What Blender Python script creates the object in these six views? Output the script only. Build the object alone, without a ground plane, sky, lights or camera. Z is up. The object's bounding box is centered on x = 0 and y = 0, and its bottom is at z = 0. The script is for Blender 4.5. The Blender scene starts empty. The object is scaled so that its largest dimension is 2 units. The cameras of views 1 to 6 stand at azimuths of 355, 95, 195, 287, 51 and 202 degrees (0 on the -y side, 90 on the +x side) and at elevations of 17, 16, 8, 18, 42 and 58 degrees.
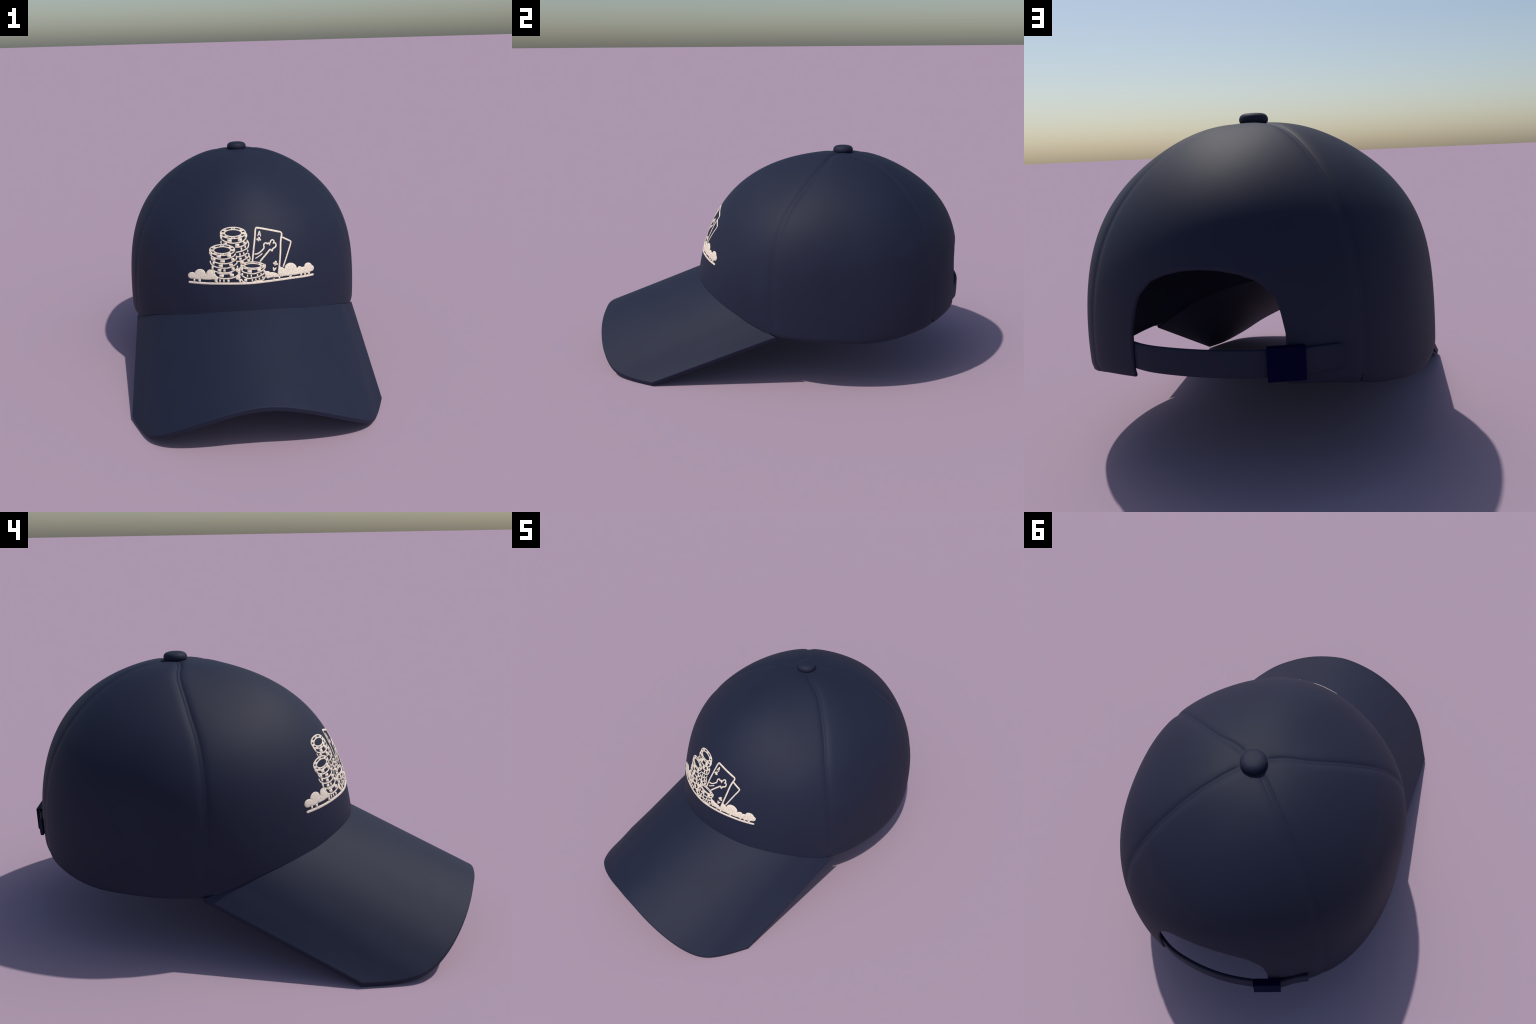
"""A navy baseball cap: four-panel crown, curved brim, top button, back strap
with buckle, and a cream embroidery of poker chips and an ace on the front."""
import bpy, math
import numpy as np
from mathutils import Vector

# ------------------------------------------------------------------ materials
def new_material(name):
    m = bpy.data.materials.new(name)
    m.use_nodes = True
    nt = m.node_tree
    return m, nt, nt.nodes["Principled BSDF"]


def object_noise(nt, scale, detail=3.0, stretch=(1, 1, 1)):
    tc = nt.nodes.new("ShaderNodeTexCoord")
    mp = nt.nodes.new("ShaderNodeMapping")
    mp.inputs["Scale"].default_value = stretch
    nz = nt.nodes.new("ShaderNodeTexNoise")
    nz.inputs["Scale"].default_value = scale
    nz.inputs["Detail"].default_value = detail
    nt.links.new(tc.outputs["Object"], mp.inputs["Vector"])
    nt.links.new(mp.outputs["Vector"], nz.inputs["Vector"])
    return nz


def ramp(nt, source, stops):
    r = nt.nodes.new("ShaderNodeValToRGB")
    e = r.color_ramp.elements
    while len(e) < len(stops):
        e.new(0.5)
    for el, (pos, col) in zip(e, stops):
        el.position = pos
        el.color = (*col, 1)
    nt.links.new(source, r.inputs["Fac"])
    return r


def cloth_material(name, base, rough=0.66, spec=0.25):
    m, nt, b = new_material(name)
    nz = object_noise(nt, 5.0, 4.0)
    lo = tuple(c * 0.95 for c in base)
    hi = tuple(c * 1.05 for c in base)
    r = ramp(nt, nz.outputs["Fac"], [(0.3, lo), (0.7, hi)])
    nt.links.new(r.outputs["Color"], b.inputs["Base Color"])
    b.inputs["Roughness"].default_value = rough
    b.inputs["Specular IOR Level"].default_value = spec
    weave = object_noise(nt, 420.0, 1.0)
    bump = nt.nodes.new("ShaderNodeBump")
    bump.inputs["Strength"].default_value = 0.03
    bump.inputs["Distance"].default_value = 0.001
    nt.links.new(weave.outputs["Fac"], bump.inputs["Height"])
    nt.links.new(bump.outputs["Normal"], b.inputs["Normal"])
    return m


def thread_material(name, stretch):
    m, nt, b = new_material(name)
    nz = object_noise(nt, 1.0, 2.0, stretch)
    r = ramp(nt, nz.outputs["Fac"],
             [(0.27, (0.38, 0.29, 0.22)), (0.40, (0.74, 0.62, 0.50)), (0.54, (0.87, 0.765, 0.645))])
    nt.links.new(r.outputs["Color"], b.inputs["Base Color"])
    b.inputs["Roughness"].default_value = 0.6
    b.inputs["Specular IOR Level"].default_value = 0.3
    bump = nt.nodes.new("ShaderNodeBump")
    bump.inputs["Strength"].default_value = 0.35
    bump.inputs["Distance"].default_value = 0.002
    nt.links.new(nz.outputs["Fac"], bump.inputs["Height"])
    nt.links.new(bump.outputs["Normal"], b.inputs["Normal"])
    return m


NAVY = (0.0135, 0.0172, 0.0400)
CLOTH = cloth_material("navy_cloth", NAVY)
STRAP = cloth_material("navy_webbing", NAVY)
THREAD_FILL = thread_material("cream_fill_stitch", (330, 330, 110))
THREAD_LINE = thread_material("cream_satin_stitch", (240, 240, 240))
METAL, _nt, _b = new_material("dark_navy_enamel")
_b.inputs["Base Color"].default_value = (0.0003, 0.0012, 0.026, 1)
_b.inputs["Roughness"].default_value = 0.35
_b.inputs["Specular IOR Level"].default_value = 0.03

# ------------------------------------------------------------------ scene tree
CAP = bpy.data.objects.new("baseball_cap", None)
bpy.context.collection.objects.link(CAP)
CAP["label"] = "navy baseball cap with cream embroidered poker chips and ace"
CAP["category"] = "baseball cap"


def add_mesh(name, verts, faces, material, parent=CAP, normals=None, smooth=True):
    me = bpy.data.meshes.new(name)
    me.from_pydata([tuple(v) for v in verts], [], [tuple(int(i) for i in f) for f in faces])
    me.validate()
    me.update()
    me.materials.append(material)
    if smooth:
        me.polygons.foreach_set("use_smooth", [True] * len(me.polygons))
    if normals is not None:
        me.normals_split_custom_set_from_vertices([tuple(n) for n in normals])
    ob = bpy.data.objects.new(name, me)
    bpy.context.collection.objects.link(ob)
    ob.parent = parent
    return ob


# ------------------------------------------------------------------ crown shape
# The crown is a surface of meridians round the button axis.  Height falls as
# cos(t*90deg); the reach from the axis is sin(t*90deg) times a factor that is
# listed for azimuths 0 (front) to 180 (back) and t = 0, .2, .4, .6, .8, 1.
AXIS_Y, TOP_Z, LOW_Z = 0.354, 1.1299, 0.20
REACH = np.array([
    [1.1255, 1.0300, 0.9550, 0.8850, 0.8370, 0.8070],
    [1.1703, 0.8922, 0.8735, 0.8354, 0.7801, 0.7531],
    [1.2055, 0.8238, 0.8030, 0.7764, 0.7129, 0.6727],
    [1.2043, 0.8068, 0.7585, 0.7145, 0.6535, 0.6225],
    [1.1377, 0.8027, 0.7577, 0.7235, 0.6670, 0.6200],
    [1.0259, 0.8105, 0.7630, 0.7250, 0.6720, 0.6280],
    [0.9808, 0.7893, 0.7823, 0.7402, 0.6680, 0.6180]])
_az = np.radians(np.arange(7) * 30.0)
_ks = np.arange(7)
_COS = np.linalg.inv(np.cos(np.outer(_az, _ks)))          # samples -> cosine series
_POW = np.linalg.inv(np.vander(np.linspace(0, 1, 6), 6, increasing=True))
COEF = _COS @ REACH @ _POW.T                              # [k, power of t]


def reach(th, t):
    th, t = np.broadcast_arrays(np.asarray(th, float), np.asarray(t, float))
    f = np.zeros(th.shape)
    for k in range(7):
        p = np.zeros(th.shape)
        for j in range(5, -1, -1):
            p = p * t + COEF[k, j]
        f += np.cos(k * th) * p
    return (f + 0.002) * np.sin(t * np.pi / 2)


def z_of(t):
    return LOW_Z + (TOP_Z - LOW_Z) * np.cos(np.asarray(t) * np.pi / 2)


def t_of(z):
    return np.arccos(np.clip((np.asarray(z, float) - LOW_Z) / (TOP_Z - LOW_Z), -0.2, 1)) * 2 / np.pi


def crown(th, t):
    r = reach(th, t)
    return np.stack([r * np.sin(th), AXIS_Y - r * np.cos(th), z_of(t) + 0 * r], -1)


def crown_normal(th, t):
    h = 1e-3
    d1 = crown(th + h, t) - crown(th - h, t)
    d2 = crown(th, t + h) - crown(th, t - h)
    n = np.cross(d2, d1)
    n /= np.linalg.norm(n, axis=-1, keepdims=True) + 1e-12
    out = np.stack([np.sin(th), -np.cos(th), 0.6 + 0 * th], -1)
    return n * np.sign((n * out).sum(-1, keepdims=True))


# ------------------------------------------------------------------ helper curve
def _smooth_curve(xs, ys, q):
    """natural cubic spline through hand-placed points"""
    xs, ys = np.asarray(xs, float), np.asarray(ys, float)
    n = len(xs)
    h = np.diff(xs)
    a = np.zeros((n, n))
    b = np.zeros(n)
    a[0, 0] = a[-1, -1] = 1
    for i in range(1, n - 1):
        a[i, i - 1], a[i, i], a[i, i + 1] = h[i - 1], 2 * (h[i - 1] + h[i]), h[i]
        b[i] = 6 * ((ys[i + 1] - ys[i]) / h[i] - (ys[i] - ys[i - 1]) / h[i - 1])
    m = np.linalg.solve(a, b)
    q = np.asarray(q, float)
    i = np.clip(np.searchsorted(xs, q) - 1, 0, n - 2)
    u, v = xs[i + 1] - q, q - xs[i]
    hh = h[i]
    return (m[i] * u ** 3 + m[i + 1] * v ** 3) / (6 * hh) + (ys[i] / hh - m[i] * hh / 6) * u + (ys[i + 1] / hh - m[i + 1] * hh / 6) * v


# height at which the brim's top meets the crown, by azimuth
JOIN_A = [-10, 0, 10, 16, 22, 27.5, 38, 43.3, 48, 54.5, 61, 70]
JOIN_Z = [0.454, 0.460, 0.454, 0.443, 0.427, 0.415, 0.385, 0.367, 0.346, 0.317, 0.290, 0.280]


def junction_z(th):
    return _smooth_curve(JOIN_A, JOIN_Z, np.degrees(np.abs(th)))


# ------------------------------------------------------------------ crown mesh
D = np.radians
SEAM_T = [0.0, 0.03, 0.07, 0.13, 0.20, 0.29, 0.36, 0.45, 0.55, 0.70, 0.89, 1.0]
SEAM_F = [56, 57, 59, 63.5, 64.3, 62.3, 61, 59.4, 58.9, 59.2, 60, 60.8]
SEAM_B = [129, 130, 132.5, 134.3, 134.8, 135.3, 135.3, 135.3, 135.2, 135.2, 135.6, 136]
OPEN_EDGE = D(157.0)


def seam_front(t):
    return D(_smooth_curve(SEAM_T, SEAM_F, t))


def seam_back(t):
    return D(_smooth_curve(SEAM_T, SEAM_B, t))


# lower hem of the crown, by azimuth, behind the brim
HEM_A = [60, 75, 90, 101, 113, 123.5, 133, 140, 152, 160, 180]
HEM_Z = [0.290, 0.282, 0.277, 0.272, 0.281, 0.298, 0.315, 0.331, 0.347, 0.353, 0.36]
# arch of the rear opening: degrees from the back centre line, height
ARCH_A = [0, 5.6, 11.2, 16.2, 20.5, 21.8, 22.5, 23.0]
ARCH_Z = [0.695, 0.691, 0.678, 0.656, 0.608, 0.570, 0.53, 0.500]
SPLIT_Z = 0.500


def hem(th):
    a = np.abs(np.asarray(th))
    z = _smooth_curve(HEM_A, HEM_Z, np.clip(np.degrees(a), 60, 180))
    zf = junction_z(np.minimum(a, D(62))) - 0.010
    w = np.clip((np.degrees(a) - 58) / 5, 0, 1)
    return zf * (1 - w) + z * w


def clustered(n, edge=0.16, lo=True, hi=True):
    """0..1 with samples packed towards the chosen ends"""
    u = np.linspace(0, 1, n)
    w = np.ones(n - 1)
    m = 0.5 * (u[1:] + u[:-1])
    d = np.ones(n - 1)
    if lo:
        d = np.minimum(d, m / edge)
    if hi:
        d = np.minimum(d, (1 - m) / edge)
    w = 0.16 + 0.84 * np.clip(d, 0, 1) ** 1.2
    return np.r_[0, np.cumsum(w) / w.sum()]


NF, NS, NB1, NB2 = 130, 90, 40, 60
uF, uS, uB1, uB2 = clustered(NF, 0.12), clustered(NS, 0.2), clustered(NB1, 0.4), clustered(NB2, 0.2)
N_UP, N_LOW = 120, 44
t_split = float(t_of(SPLIT_Z))


def columns(t):
    """azimuths of all columns at parameter t (array over rows) -> [row, col]"""
    t = np.asarray(t)[:, None]
    f, b = seam_front(t), seam_back(t)
    front = -f + 2 * f * uF[None, :-1]
    right = f + (b - f) * uS[None, :-1]
    rb = b + (OPEN_EDGE - b) * uB1[None, :-1]
    mid = OPEN_EDGE + (2 * np.pi - 2 * OPEN_EDGE) * uB2[None, :-1] + 0 * t
    lb = (2 * np.pi - OPEN_EDGE) + (OPEN_EDGE - b) * (1 - uB1[::-1])[None, :-1]
    left = (2 * np.pi - b) + (b - f) * (1 - uS[::-1])[None, :-1]
    return np.concatenate([front, right, rb, mid, lb, left], 1)


sizes = [NF - 1, NS - 1, NB1 - 1, NB2 - 1, NB1 - 1, NS - 1]
starts = np.r_[0, np.cumsum(sizes)]
NC = int(starts[-1])
wrap = lambda th: (th + np.pi) % (2 * np.pi) - np.pi

# rows: an upper block down to the split level (or the arch of the opening),
# then a lower block down to the hem
rows_up = 0.018 + (1 - 0.018) * np.linspace(0, 1, N_UP) ** 1.05
rows_lo = np.linspace(0, 1, N_LOW + 1)[1:]
T = np.zeros((N_UP + N_LOW, NC))
TH = np.zeros_like(T)
th_split = columns([t_split])[0]
delta = np.degrees(np.pi - np.abs(wrap(th_split)))
end_z = np.where(delta < 23.0, np.interp(delta, ARCH_A, ARCH_Z), SPLIT_Z)
t_end = t_of(end_z)
for i, q in enumerate(rows_up):
    T[i] = q * t_end
    th_i = columns(T[i])                # each column at its own t
    TH[i] = np.diagonal(th_i)
bottom_t = t_of(hem(wrap(th_split)))
for i, q in enumerate(rows_lo):
    T[N_UP + i] = t_split + q * (bottom_t - t_split)
    TH[N_UP + i] = np.diagonal(columns(T[N_UP + i]))
THW = wrap(TH)

P = crown(TH, T)
N = crown_normal(TH, T)
R = np.hypot(P[..., 0], P[..., 1] - AXIS_Y)


def groove(s, depth, stitch):
    """pressed seam: a soft valley with a thin rib between two stitched lines"""
    return (-depth * np.exp(-(s / 0.021) ** 2)
            - 0.0026 * stitch * np.exp(-((s + 0.0075) / 0.0055) ** 2)
            - 0.0012 * stitch * np.exp(-((s - 0.0075) / 0.0050) ** 2)
            + 0.0010 * stitch * np.exp(-(s / 0.004) ** 2))


aw = np.abs(THW)
fade = np.clip((R - 0.03) / 0.05, 0, 1)
depth = 0.0056 - 0.0030 * np.clip((T - 0.35) / 0.5, 0, 1)
stitch = 0.75 - 0.55 * np.clip((T - 0.15) / 0.45, 0, 1)
disp = np.zeros_like(T)
for seam, soft in ((seam_front, 1.0), (seam_back, 0.95)):
    s = R * (aw - seam(T))
    disp += groove(s, depth * soft, stitch) * fade
P = P + N * disp[..., None]
# hems roll in a little
hem_gap = np.where(aw < D(58), 1.0, P[..., 2] - hem(THW))
P = P - N * (0.004 * np.exp(-(np.clip(hem_gap, 0, 1) / 0.012) ** 2))[..., None]

THICK = 0.013
NR = N_UP + N_LOW
vid = lambda i, j: i * NC + (j % NC)
keep = np.ones((NR - 1, NC), bool)
mid = slice(int(starts[3]), int(starts[4]))
keep[N_UP - 1:, mid] = False
# the hem gapes in a small wedge beside each rear seam
for j in list(range(int(starts[2]), int(starts[2]) + 14)) + list(range(int(starts[5]) - 14, int(starts[5]))):
    for i in range(N_UP, NR - 1):
        s = R[i, j] * (aw[i, j] - seam_back(T[i, j:j + 1])[0])
        up = P[i, j, 2] - P[NR - 1, j, 2]
        if 0.0005 < s < 0.015 * (1 - up / 0.036):
            keep[i, j] = False
quads = [(vid(i, j), vid(i, j + 1), vid(i + 1, j + 1), vid(i + 1, j))
         for i in range(NR - 1) for j in range(NC) if keep[i, j]]
quad_col = [j for i in range(NR - 1) for j in range(NC) if keep[i, j]]
# boundary edges of the kept sheet (not the ring under the button)
seen = {}
for q, col in zip(quads, quad_col):
    for a, b in zip(q, q[1:] + q[:1]):
        if (b, a) in seen:
            del seen[(b, a)]
        else:
            seen[(a, b)] = col
rim = {e: c for e, c in seen.items() if not (e[0] < NC and e[1] < NC)}

outer = P.reshape(-1, 3)
nrm = N.reshape(-1, 3)
inner = outer - nrm * THICK
V = np.concatenate([outer, inner])
M = len(outer)
faces, face_col = [], []
for q, col in zip(quads, quad_col):
    faces.append(q[::-1]); face_col.append(col)
    faces.append(tuple(i + M for i in q)); face_col.append(col)
# rolled rim: outer edge - bulge - inner edge
extra = []
bulge = {}
for (a, b), col in rim.items():
    for v in (a, b):
        if v not in bulge:
            bulge[v] = None
adj = {}
for (a, b) in rim:
    adj.setdefault(a, []).append(b)
    adj.setdefault(b, []).append(a)
for v in bulge:
    nb = adj[v]
    tang = outer[nb[0]] - outer[nb[-1]] if len(nb) > 1 else outer[nb[0]] - outer[v]
    side = np.cross(tang, nrm[v])
    side /= np.linalg.norm(side) + 1e-9
    # outward = away from the sheet: compare with the neighbour row/column inside
    i, j = divmod(v, NC)
    if i >= N_UP - 1 and (i == NR - 1):
        ref = outer[v] - outer[(i - 3) * NC + j]
    elif i == N_UP - 1:
        ref = outer[v] - outer[(i - 3) * NC + j]
    else:
        ref = np.array([0, AXIS_Y + 0.62, outer[v][2]]) - outer[v]
    side *= np.sign(side @ ref) or 1
    extra.append(outer[v] - nrm[v] * THICK * 0.5 + side * 0.005)
    bulge[v] = 2 * M + len(extra) - 1
V = np.concatenate([V, np.array(extra)])
for (a, b), col in rim.items():
    faces.append((a, b, bulge[b], bulge[a])); face_col.append(col)
    faces.append((bulge[a], bulge[b], b + M, a + M)); face_col.append(col)

# whole-crown normals, then split into panels along the seams
me = bpy.data.meshes.new("whole_crown")
me.from_pydata(V.tolist(), [], [tuple(int(i) for i in f) for f in faces])
me.update()
VN = np.zeros(len(V) * 3)
me.vertex_normals.foreach_get("vector", VN)
VN = VN.reshape(-1, 3)
bpy.data.meshes.remove(me)
panel_of = np.zeros(NC, int)
panel_of[starts[1]:starts[2]] = 1
panel_of[starts[2]:starts[5]] = 2
panel_of[starts[5]:] = 3
face_col = np.array(face_col)
PANELS = {}
for k, name in enumerate(["front_panel", "side_panel", "back_panel", "side_panel.001"]):
    sel = [f for f, c in zip(faces, face_col) if panel_of[c] == k]
    used = np.unique(np.concatenate([np.array(f) for f in sel]))
    remap = {int(o): i for i, o in enumerate(used)}
    PANELS[name] = add_mesh(name, V[used], [[remap[int(i)] for i in f] for f in sel], CLOTH, CAP, VN[used])

# ------------------------------------------------------------------ brim
# free edge of the brim: distance from the middle, y, height
EDGE_X = [0, 0.070, 0.130, 0.234, 0.332, 0.415, 0.474, 0.521, 0.558, 0.604]
EDGE_Y = [-1.001, -0.998, -0.994, -0.979, -0.951, -0.913, -0.868, -0.808, -0.728, -0.611]
EDGE_Z = [0.230, 0.224, 0.211, 0.178, 0.135, 0.092, 0.056, 0.033, 0.021, 0.021]
n_half = 60
a_half = np.linspace(0, 1, n_half + 1)
th_max = D(61.5)
th_in = np.concatenate([-(a_half[::-1][:-1]), a_half]) * th_max
p_in = crown(th_in, t_of(junction_z(th_in))) - crown_normal(th_in, t_of(junction_z(th_in))) * (0.011 - 0.012 * np.clip((np.abs(np.degrees(th_in)) - 50) / 11, 0, 1))[:, None]
half = p_in[n_half:, 0]
x_edge = np.sign(p_in[:, 0]) * np.abs(p_in[:, 0]) * (0.604 / half[-1])
y_edge = _smooth_curve([-EDGE_X[2], -EDGE_X[1]] + EDGE_X, [EDGE_Y[2], EDGE_Y[1]] + EDGE_Y, np.abs(x_edge))
rows = np.r_[np.linspace(0, 0.985, 36), 0.993, 1.0]
BT = 0.022
XY = p_in[None, :, :2] * (1 - rows)[:, None, None] + np.stack([x_edge, y_edge], -1)[None] * rows[:, None, None]
z_edge = _smooth_curve([-EDGE_X[2], -EDGE_X[1]] + EDGE_X, [EDGE_Z[2], EDGE_Z[1]] + EDGE_Z, np.abs(x_edge))
z_in = junction_z(th_in)
Z = z_in[None] * (1 - rows)[:, None] + z_edge[None] * rows[:, None]
top = np.concatenate([XY, Z[..., None]], -1)
gx = np.gradient(top, axis=1)
gy = np.gradient(top, axis=0)
bn = np.cross(gx, gy)
bn /= np.linalg.norm(bn, axis=-1, keepdims=True)
bn *= np.sign(bn[..., 2:3])
nr, nc = Z.shape
dn = 0.35 * bn + np.array([0, 0, 0.65])
bot = top - dn / np.linalg.norm(dn, axis=-1, keepdims=True) * BT
verts = np.concatenate([top.reshape(-1, 3), bot.reshape(-1, 3)])
fs = []
for i in range(nr - 1):
    for j in range(nc - 1):
        a = i * nc + j
        fs.append((a, a + nc, a + nc + 1, a + 1))
        a += nr * nc
        fs.append((a, a + 1, a + nc + 1, a + nc))
loop = [(i, 0) for i in range(nr)] + [(nr - 1, j) for j in range(1, nc)] + [(i, nc - 1) for i in range(nr - 2, -1, -1)] + [(0, j) for j in range(nc - 2, 0, -1)]
ids = [i * nc + j for i, j in loop]
for a, b in zip(ids, ids[1:] + ids[:1]):
    fs.append((a, a + nr * nc, b + nr * nc, b))
brim = add_mesh("brim", verts, fs, CLOTH)
import bmesh
bm = bmesh.new()
bm.from_mesh(brim.data)
bmesh.ops.recalc_face_normals(bm, faces=bm.faces)
sharp = [e for e in bm.edges if len(e.link_faces) == 2 and e.calc_face_angle() > math.radians(50)]
bmesh.ops.bevel(bm, geom=sharp, offset=0.003, segments=2, profile=0.5, affect="EDGES", clamp_overlap=True)
for f in bm.faces:
    f.smooth = True
bm.to_mesh(brim.data)
bm.free()
low = min(v.co.z for v in brim.data.vertices)
for v in brim.data.vertices:          # the brim's corners rest on the ground
    w = min(1.0, max(0.0, (0.25 - v.co.z) / 0.2))
    v.co.z -= low * w
wn = brim.modifiers.new("weighted", "WEIGHTED_NORMAL")
wn.keep_sharp = False

# ------------------------------------------------------------------ button
prof = [(0.0, 1.1645), (0.018, 1.1643), (0.032, 1.1630), (0.042, 1.1597), (0.049, 1.1540),
        (0.0525, 1.1460), (0.0530, 1.1385), (0.0510, 1.1310), (0.0470, 1.1260), (0.043, 1.112)]
NSEG = 64
bv = [(0, AXIS_Y, prof[0][1])]
bf = []
for r, z in prof[1:]:
    for k in range(NSEG):
        a = 2 * math.pi * k / NSEG
        bv.append((r * math.sin(a), AXIS_Y - r * math.cos(a), z))
for k in range(NSEG):
    bf.append((0, 1 + k, 1 + (k + 1) % NSEG))
for i in range(len(prof) - 2):
    for k in range(NSEG):
        a, b = 1 + i * NSEG + k, 1 + i * NSEG + (k + 1) % NSEG
        bf.append((a, a + NSEG, b + NSEG, b))
bf.append(tuple(1 + (len(prof) - 2) * NSEG + k for k in range(NSEG))[::-1])
add_mesh("button", bv, bf, CLOTH)

# ------------------------------------------------------------------ strap
# plan of the strap's outer face, from inside the right flap to the free tail
SX = [0.330, 0.285, 0.250, 0.185, 0.130, 0.065, 0.0, -0.080, -0.190, -0.250, -0.300, -0.338, -0.376, -0.404]
SY = [0.870, 0.907, 0.932, 0.966, 0.981, 0.992, 0.997, 0.995, 0.977, 0.962, 0.942, 0.916, 0.893, 0.880]
key = np.r_[0, np.cumsum(np.hypot(np.diff(SX), np.diff(SY)))]
q = np.linspace(0, key[-1], 150)
path = np.stack([_smooth_curve(key, SX, q), _smooth_curve(key, SY, q)], -1)
tan = np.gradient(path, axis=0)
tan /= np.linalg.norm(tan, axis=1)[:, None]
outw = np.stack([tan[:, 1], -tan[:, 0]], -1)
outw *= np.sign((outw * (path - np.array([0, AXIS_Y]))).sum(1))[:, None]
Z0, Z1, ST = 0.373, 0.457, 0.014
zc, zh = (Z0 + Z1) / 2, (Z1 - Z0) / 2
section = []                                   # (depth behind outer face, z offset -1..1)
for k in range(7):
    a = math.pi * k / 6
    section.append((ST / 2 - ST / 2 * math.cos(a), 1 - 0.10 * (1 - math.sin(a))))
for zz in (0.5, 0, -0.5):
    section.append((ST, 0.9 * zz))
for k in range(7):
    a = math.pi * k / 6
    section.append((ST / 2 + ST / 2 * math.cos(a), -1 + 0.10 * (1 - math.sin(a))))
for zz in (-0.5, 0, 0.5):
    section.append((-0.001 * (1 - zz * zz), 0.9 * zz))
ns = len(section)
sv, sf = [], []
end_d = key[-1] - q
for i in range(len(q)):
    c = 1.0
    if end_d[i] < 0.018:                       # rounded free end
        c = 0.80 + 0.20 * math.sqrt(max(0, 1 - (1 - end_d[i] / 0.018) ** 2))
    # the tail narrows a little and lifts over the flap
    lift = 0.003 * np.clip((-path[i, 0] - 0.27) / 0.1, 0, 1)
    slim = 1 - 0.06 * np.clip((-path[i, 0] - 0.27) / 0.1, 0, 1)
    for d, zo in section:
        p = path[i] - outw[i] * d
        sv.append((p[0], p[1], zc + lift + zh * zo * c * slim))
for i in range(len(q) - 1):
    for k in range(ns):
        a, b = i * ns + k, i * ns + (k + 1) % ns
        sf.append((a, b, b + ns, a + ns))
sf.append(tuple(range(ns))[::-1])
sf.append(tuple((len(q) - 1) * ns + k for k in range(ns)))
strap = add_mesh("strap", sv, sf, STRAP)
for ob in (strap,):
    bm = bmesh.new(); bm.from_mesh(ob.data)
    bmesh.ops.recalc_face_normals(bm, faces=bm.faces)
    bm.to_mesh(ob.data); bm.free()

# buckle: a flat rectangular sleeve that the strap runs through
c0, c1 = np.array([-0.199, 0.9955]), np.array([-0.306, 0.957])
along = (c1 - c0) / np.linalg.norm(c1 - c0)
inward = np.array([along[1], -along[0]])
if inward @ (c0 - np.array([0, AXIS_Y])) > 0:
    inward = -inward
length, deep, wall = np.linalg.norm(c1 - c0), 0.031, 0.0055
BZ0, BZ1 = 0.366, 0.466
kv, kf = [], []
for s in (0, length):
    for (d, z) in [(0, BZ0), (deep, BZ0), (deep, BZ1), (0, BZ1),
                   (wall, BZ0 + wall), (deep - wall, BZ0 + wall), (deep - wall, BZ1 - wall), (wall, BZ1 - wall)]:
        p = c0 + along * s + inward * d
        kv.append((p[0], p[1], z))
for k in range(4):
    n2 = (k + 1) % 4
    kf.append((k, n2, n2 + 8, k + 8))
    kf.append((k + 4, k + 12, n2 + 12, n2 + 4))
    kf.append((k, k + 4, n2 + 4, n2))
    kf.append((k + 8, n2 + 8, n2 + 12, k + 12))
buckle = add_mesh("buckle", kv, kf, METAL, strap, smooth=False)
bm = bmesh.new(); bm.from_mesh(buckle.data)
bmesh.ops.recalc_face_normals(bm, faces=bm.faces)
bmesh.ops.bevel(bm, geom=list(bm.edges), offset=0.0012, segments=2, profile=0.5, affect="EDGES")
bm.to_mesh(buckle.data); bm.free()

# ------------------------------------------------------------------ embroidery
# Drawn on an artboard (units across / down) that a cubic warp lays on the panel.
WARP_X = [0.0008, -0.0186, 0.0088, -0.0002, 0.3182, -0.0045, 0.0122, 0.0134, -0.0031, 0.012]
WARP_Z = [0.7094, -0.298, -0.0202, 0.0096, -0.0156, -0.0004, -0.0022, -0.0353, -0.0073, -0.004]
UNIT = 0.00031                                    # metres per artboard unit


def on_panel(ab):
    """artboard points -> azimuth and t on the front panel"""
    ab = np.asarray(ab, float)
    p, q = (ab[..., 0] - 1150) / 1000, (ab[..., 1] - 700) / 1000
    terms = [p ** i * q ** j for i in range(4) for j in range(4) if i + j <= 3]
    x = sum(c * m for c, m in zip(WARP_X, terms))
    z = sum(c * m for c, m in zip(WARP_Z, terms))
    t = t_of(z)
    th = np.arcsin(np.clip(x / 0.75, -1, 1))
    for _ in range(25):
        th = np.arcsin(np.clip(x / reach(th, t), -1, 1))
    return th, t


EMB = bpy.data.objects.new("embroidery", None)
bpy.context.collection.objects.link(EMB)
EMB.parent = CAP


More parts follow.
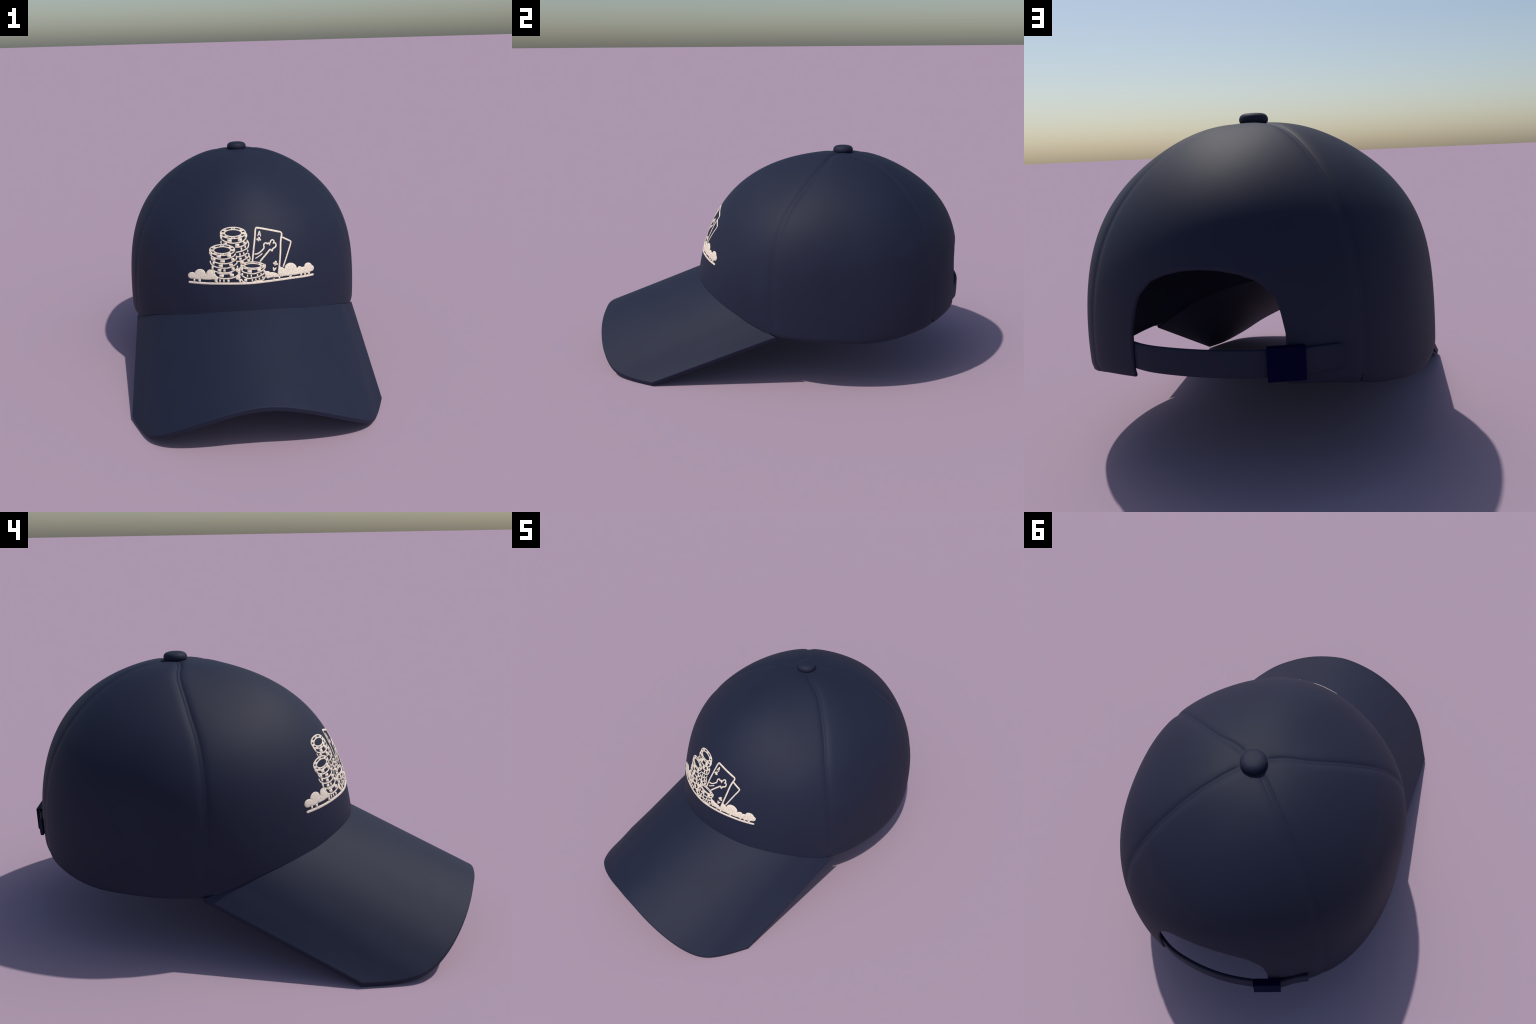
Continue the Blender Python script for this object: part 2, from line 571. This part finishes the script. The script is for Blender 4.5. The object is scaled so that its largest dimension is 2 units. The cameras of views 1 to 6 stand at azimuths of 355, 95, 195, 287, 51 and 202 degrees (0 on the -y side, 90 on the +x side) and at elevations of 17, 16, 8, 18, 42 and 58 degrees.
class Stitching:
    """collects raised threads for one embroidered motif"""

    def __init__(self):
        self.v, self.f = [], []

    def line(self, pts, width=30, curve=True, closed=False, taper=True, height=0.20):
        pts = np.asarray(pts, float)
        if closed:
            pts = np.vstack([pts, pts[:1]])
        k = np.r_[0, np.cumsum(np.linalg.norm(np.diff(pts, axis=0), axis=1))]
        n = max(5, int(k[-1] / 7))
        s = np.linspace(0, k[-1], n)
        if curve and len(pts) > 2:
            ab = np.stack([_smooth_curve(k, pts[:, 0], s), _smooth_curve(k, pts[:, 1], s)], -1)
        else:
            ab = np.stack([np.interp(s, k, pts[:, 0]), np.interp(s, k, pts[:, 1])], -1)
        w = np.full(n, width / 2.0)
        if taper and not closed:
            e = np.minimum(s, k[-1] - s)
            rr = width / 2
            w = rr * np.sqrt(np.clip(1 - (1 - np.minimum(e, rr) / rr) ** 2, 0.05, 1))
        th, t = on_panel(ab)
        c, nn = crown(th, t), crown_normal(th, t)
        tg = np.gradient(c, axis=0)
        if closed:
            tg[0] = tg[-1] = c[1] - c[-2]
        tg /= np.linalg.norm(tg, axis=1)[:, None] + 1e-12
        lat = np.cross(nn, tg)
        base = len(self.v)
        prof = [(math.cos(a), math.sin(a)) for a in np.linspace(0, math.pi, 8)]
        for i in range(n):
            wi = w[i] * UNIT
            for px, py in prof:
                h = py * wi * 2 * height if py > 1e-6 else -0.002
                self.v.append(c[i] + lat[i] * px * wi + nn[i] * h)
        m = len(prof)
        for i in range(n - 1):
            for j in range(m - 1):
                a = base + i * m + j
                self.f.append((a, a + m, a + m + 1, a + 1))
        if not closed:
            self.f.append(tuple(base + j for j in range(m)))
            self.f.append(tuple(base + (n - 1) * m + j for j in range(m))[::-1])
        return self

    def dome(self, ca, cb, ra, rb, height=0.0034, turn=0.0, power=5.0):
        """padded satin fill over an ellipse"""
        rings, seg = 7, 36
        base = len(self.v)
        ab, hs = [(ca, cb)], [height]
        for i in range(1, rings + 1):
            u = math.sin(i / rings * math.pi / 2)
            for k in range(seg):
                a = 2 * math.pi * k / seg
                x, y = u * ra * math.cos(a), u * rb * math.sin(a)
                ab.append((ca + x * math.cos(turn) - y * math.sin(turn), cb + x * math.sin(turn) + y * math.cos(turn)))
                hs.append(height * (1 - u ** power) ** 0.5 if i < rings else -0.002)
        th, t = on_panel(ab)
        c = crown(th, t) + crown_normal(th, t) * np.array(hs)[:, None]
        self.v.extend(c)
        for k in range(seg):
            self.f.append((base, base + 1 + k, base + 1 + (k + 1) % seg))
        for i in range(rings - 1):
            for k in range(seg):
                a, b = base + 1 + i * seg + k, base + 1 + i * seg + (k + 1) % seg
                self.f.append((a, a + seg, b + seg, b))
        return self

    def block(self, a, b, w, h, lean=0.0, height=0.0022):
        """short satin bar, w across and h down, centred on (a, b)"""
        base = len(self.v)
        grid, hs = [], []
        us = [-1, -0.8, 0, 0.8, 1]
        for v in us:
            for u in us:
                grid.append((a + u * w / 2 + lean * v * h / 2, b + v * h / 2))
                hs.append(-0.002 if max(abs(u), abs(v)) == 1 else height)
        th, t = on_panel(grid)
        self.v.extend(crown(th, t) + crown_normal(th, t) * np.array(hs)[:, None])
        for i in range(4):
            for j in range(4):
                q0 = base + i * 5 + j
                self.f.append((q0, q0 + 1, q0 + 6, q0 + 5))
        return self

    def make(self, name, material):
        ob = add_mesh(name, self.v, self.f, material, EMB)
        bm = bmesh.new(); bm.from_mesh(ob.data)
        bmesh.ops.recalc_face_normals(bm, faces=bm.faces)
        # open undersides face the cloth: make sure every shell faces outward
        flip = [f for f in bm.faces if f.normal.y > 0.35 and f.calc_center_median().y < -0.2]
        if len(flip) > len(bm.faces) / 2:
            bmesh.ops.reverse_faces(bm, faces=bm.faces)
        bm.to_mesh(ob.data); bm.free()
        return ob


def arc(ca, cb, ra, rb, a0, a1, n=15):
    """ellipse arc; 0 = right, 90 = bottom (down the artboard), degrees"""
    return [(ca + ra * math.cos(math.radians(a)), cb + rb * math.sin(math.radians(a))) for a in np.linspace(a0, a1, n)]


def chip_top(s, ca, cb, ro, rbo, ri, rbi, spots, width=21):
    s.line(arc(ca, cb, ro, rbo, 0, 354, 48), width, closed=True)
    s.line(arc(ca, cb + 3, ri, rbi, 0, 354, 48), width * 0.95, closed=True)
    for a0 in spots:                              # edge spots bridging the two rings
        for da in (-8, 0, 8):
            a = math.radians(a0 + da)
            s.line([(ca + ri * math.cos(a), cb + 3 + rbi * math.sin(a)), (ca + ro * math.cos(a), cb + rbo * math.sin(a))],
                   width * 0.75, curve=False, taper=False, height=0.15)


# --- tall stack at the back
s = Stitching()
chip_top(s, 882, 347, 191, 86, 130, 54, [-90, -38, 2, 48, 90, 132, 178, 218])
s.line([(708, 448), (796, 489), (877, 504), (959, 498), (1035, 473), (1085, 423)], 22)
s.line([(909, 561), (984, 561), (1047, 536), (1091, 498), (1104, 467)], 23)
s.line([(921, 643), (997, 630), (1072, 599), (1110, 567), (1120, 530)], 23)
s.line([(934, 712), (997, 703), (1060, 681), (1104, 649)], 22)
s.line([(947, 781), (1010, 772), (1072, 744), (1116, 706), (1124, 668), (1110, 655)], 21)
s.line([(1110, 787), (1137, 757), (1130, 695)], 20)
s.line([(1083, 352), (1090, 385), (1080, 430)], 21)
s.line([(690, 370), (698, 420), (708, 448)], 22)
s.line([(703, 465), (698, 490), (705, 515)], 22)
s.line([(1090, 452), (1116, 490), (1120, 540)], 20)
s.line([(1106, 600), (1108, 645)], 20, curve=False)
for a, b, w, h in [(827, 467, 76, 52), (988, 455, 70, 56), (701, 417, 34, 50), (1074, 400, 30, 50),
                   (947, 536, 70, 48), (1054, 499, 44, 44), (764, 507, 62, 28),
                   (1010, 593, 28, 48), (1068, 560, 28, 44), (988, 677, 26, 44), (1045, 661, 26, 40),
                   (994, 742, 42, 44), (1076, 712, 30, 44), (1019, 798, 66, 44), (1112, 765, 26, 44)]:
    s.block(a, b, w, h)
s.make("chip_stack", THREAD_LINE)

# --- front stack
s = Stitching()
chip_top(s, 715, 605, 191, 81, 130, 52, [-90, -38, 2, 48, 90, 132, 178, 218])
s.line([(520, 630), (530, 662), (592, 718), (655, 738), (718, 744), (790, 738), (860, 715), (910, 680), (920, 655)], 22)
s.line([(545, 715), (575, 765), (624, 794), (690, 809), (749, 813), (830, 802), (900, 768), (936, 725), (930, 690)], 22)
s.line([(532, 762), (540, 800), (575, 838), (640, 866), (737, 880), (840, 868), (905, 835), (942, 794), (938, 765)], 22)
s.line([(555, 870), (570, 900), (630, 932), (690, 946), (749, 950), (830, 942), (900, 915), (948, 874), (945, 840)], 22)
s.line([(640, 948), (700, 964), (749, 968), (820, 963), (870, 948)], 16)
s.line([(553, 895), (580, 965), (642, 1014), (690, 1030), (740, 1037), (810, 1035), (884, 1024), (959, 976), (985, 930)], 23)
s.line([(556, 700), (545, 720)], 21)
for a, b, w, h in [(664, 705, 74, 46), (822, 695, 66, 46), (545, 655, 40, 50), (721, 778, 78, 40), (878, 750, 54, 50),
                   (590, 745, 50, 50), (693, 844, 70, 44), (850, 832, 64, 46), (583, 803, 34, 44),
                   (674, 912, 62, 46), (749, 916, 38, 42), (882, 890, 54, 50), (568, 868, 34, 56),
                   (705, 996, 76, 46), (862, 986, 70, 50), (590, 945, 32, 46), (940, 915, 36, 50),
                   (680, 1068, 26, 50), (740, 1072, 24, 46), (809, 1072, 36, 48)]:
    s.block(a, b, w, h)
s.make("chip_stack", THREAD_LINE)

# --- low stack
s = Stitching()
chip_top(s, 1180, 843, 180, 56, 124, 35, [-90, -38, 2, 48, 90, 132, 178, 218], 18)
s.line([(988, 860), (1022, 926), (1091, 954), (1175, 966), (1270, 945), (1345, 901), (1372, 855), (1365, 815)], 22)
s.line([(990, 965), (1047, 1014), (1110, 1036), (1175, 1030), (1270, 1008), (1332, 976), (1366, 948)], 23)
s.line([(1376, 990), (1340, 1052), (1270, 1070), (1188, 1083)], 21)
s.line([(1005, 1040), (1030, 1080), (1070, 1095)], 22)
s.line([(975, 880), (968, 950), (985, 1030)], 30)
for a, b, w, h in [(1134, 932, 74, 46), (1279, 913, 60, 50), (1016, 895, 36, 56), (1101, 998, 20, 42), (1158, 1001, 22, 42),
                   (1254, 989, 24, 44), (1306, 970, 20, 40), (1022, 976, 28, 50), (1172, 1067, 22, 44), (1227, 1058, 24, 42),
                   (1282, 1042, 24, 40), (1333, 1023, 28, 40), (1072, 1064, 50, 50), (1355, 930, 26, 46)]:
    s.block(a, b, w, h)
s.make("chip_stack", THREAD_LINE)

# --- cards
s = Stitching()
s.line([(1176, 790), (1200, 560), (1219, 340), (1224, 290), (1236, 267), (1262, 264)], 28)
s.line([(1240, 267), (1300, 274), (1450, 301), (1590, 328)], 34, curve=False, height=0.10)
s.line([(1570, 325), (1600, 331), (1616, 350), (1615, 400), (1603, 600), (1592, 780), (1570, 965)], 30)
s.make("playing_card", THREAD_LINE)
s = Stitching()
s.line([(1622, 408), (1750, 466)], 32, curve=False)
s.line([(1735, 460), (1757, 470), (1757, 492), (1730, 590), (1690, 720), (1641, 862)], 25)
s.make("playing_card", THREAD_LINE)

# --- the suit outline in the middle of the ace
s = Stitching()
s.line([(1205, 671), (1246, 667), (1290, 645), (1327, 611), (1354, 571), (1350, 536), (1358, 511), (1386, 501), (1405, 514),
        (1421, 500), (1436, 517), (1439, 540)], 25)
s.line([(1446, 507), (1458, 467), (1480, 451), (1502, 467), (1502, 492), (1486, 511)], 24)
s.line([(1498, 497), (1524, 501), (1535, 530), (1524, 561), (1496, 580), (1483, 598), (1474, 622), (1464, 612), (1452, 588)], 26)
s.line([(1452, 590), (1376, 681), (1290, 785)], 28, curve=False)
s.line([(1220, 737), (1270, 706), (1332, 659)], 18)
s.make("club_outline", THREAD_LINE)

# --- corner letters and pips
s = Stitching()
s.line([(1257, 400), (1284, 316)], 18, curve=False)
s.line([(1284, 316), (1304, 404)], 18, curve=False)
s.line([(1266, 369), (1296, 373)], 14, curve=False)
s.make("letter", THREAD_LINE)
s = Stitching()
s.dome(1278, 426, 18, 18, 0.0032).dome(1253, 447, 17, 17, 0.0032).dome(1293, 453, 17, 17, 0.0032)
s.line([(1274, 440), (1266, 480)], 20, curve=False)
s.make("club_pip", THREAD_LINE)
s = Stitching()
s.line([(1494, 864), (1500, 923)], 22, curve=False)
s.line([(1540, 868), (1500, 925)], 22, curve=False)
s.line([(1504, 885), (1530, 888)], 18, curve=False)
s.make("letter", THREAD_LINE)
s = Stitching()
s.dome(1530, 786, 18, 18, 0.0032).dome(1504, 808, 17, 17, 0.0032).dome(1546, 818, 17, 17, 0.0032)
s.line([(1524, 800), (1518, 846)], 20, curve=False)
s.make("club_pip", THREAD_LINE)

# --- bushes
s = Stitching()
for a, b, ra, rb in [(256, 985, 60, 52), (378, 967, 86, 82), (528, 975, 60, 80), (575, 1000, 48, 50), (440, 1005, 60, 45), (620, 1030, 30, 40)]:
    s.dome(a, b, ra, rb)
s.dome(330, 1003, 100, 42, turn=0.08).dome(480, 1012, 120, 40, turn=0.06)
s.make("bush", THREAD_FILL)
s = Stitching()
for a, b, ra, rb in [(1618, 935, 56, 74), (1757, 885, 94, 92), (1709, 957, 38, 38), (1815, 930, 50, 42), (1893, 906, 46, 62),
                     (1951, 903, 36, 53), (2020, 846, 58, 58), (2072, 873, 35, 46), (1996, 910, 44, 40), (2040, 892, 42, 40), (1590, 900, 22, 60)]:
    s.dome(a, b, ra, rb)
s.dome(1820, 932, 130, 46, turn=-0.16).dome(1960, 912, 110, 42, turn=-0.18).dome(1660, 940, 60, 58)
s.make("bush", THREAD_FILL)
s = Stitching()
s.dome(1412, 980, 40, 58).dome(1500, 978, 82, 36, turn=0.22).dome(1455, 985, 50, 38).dome(1380, 955, 22, 36)
s.make("bush", THREAD_FILL)
s = Stitching()
s.dome(955, 1018, 40, 40).dome(972, 940, 22, 66)
s.make("bush", THREAD_FILL)

# --- ground line with its short posts
s = Stitching()
s.line([(205, 1085), (400, 1102), (600, 1110), (800, 1112), (1000, 1112), (1200, 1102), (1400, 1078), (1600, 1050),
        (1800, 1020), (1960, 997), (2106, 968)], 38)
for a, b, w, h, lean in [(293, 1055, 28, 44, 0), (372, 1064, 38, 50, 0), (622, 1075, 46, 60, 0.3), (985, 1072, 34, 60, 0),
                         (1584, 1022, 26, 50, 0), (1747, 1008, 36, 56, -0.4), (1915, 973, 24, 50, 0), (1973, 965, 28, 44, 0), (2030, 952, 32, 54, 0)]:
    s.block(a, b, w, h, lean)
s.line(arc(1500, 1040, 13, 14, 160, 400, 9), 9)
s.make("ground_line", THREAD_LINE)
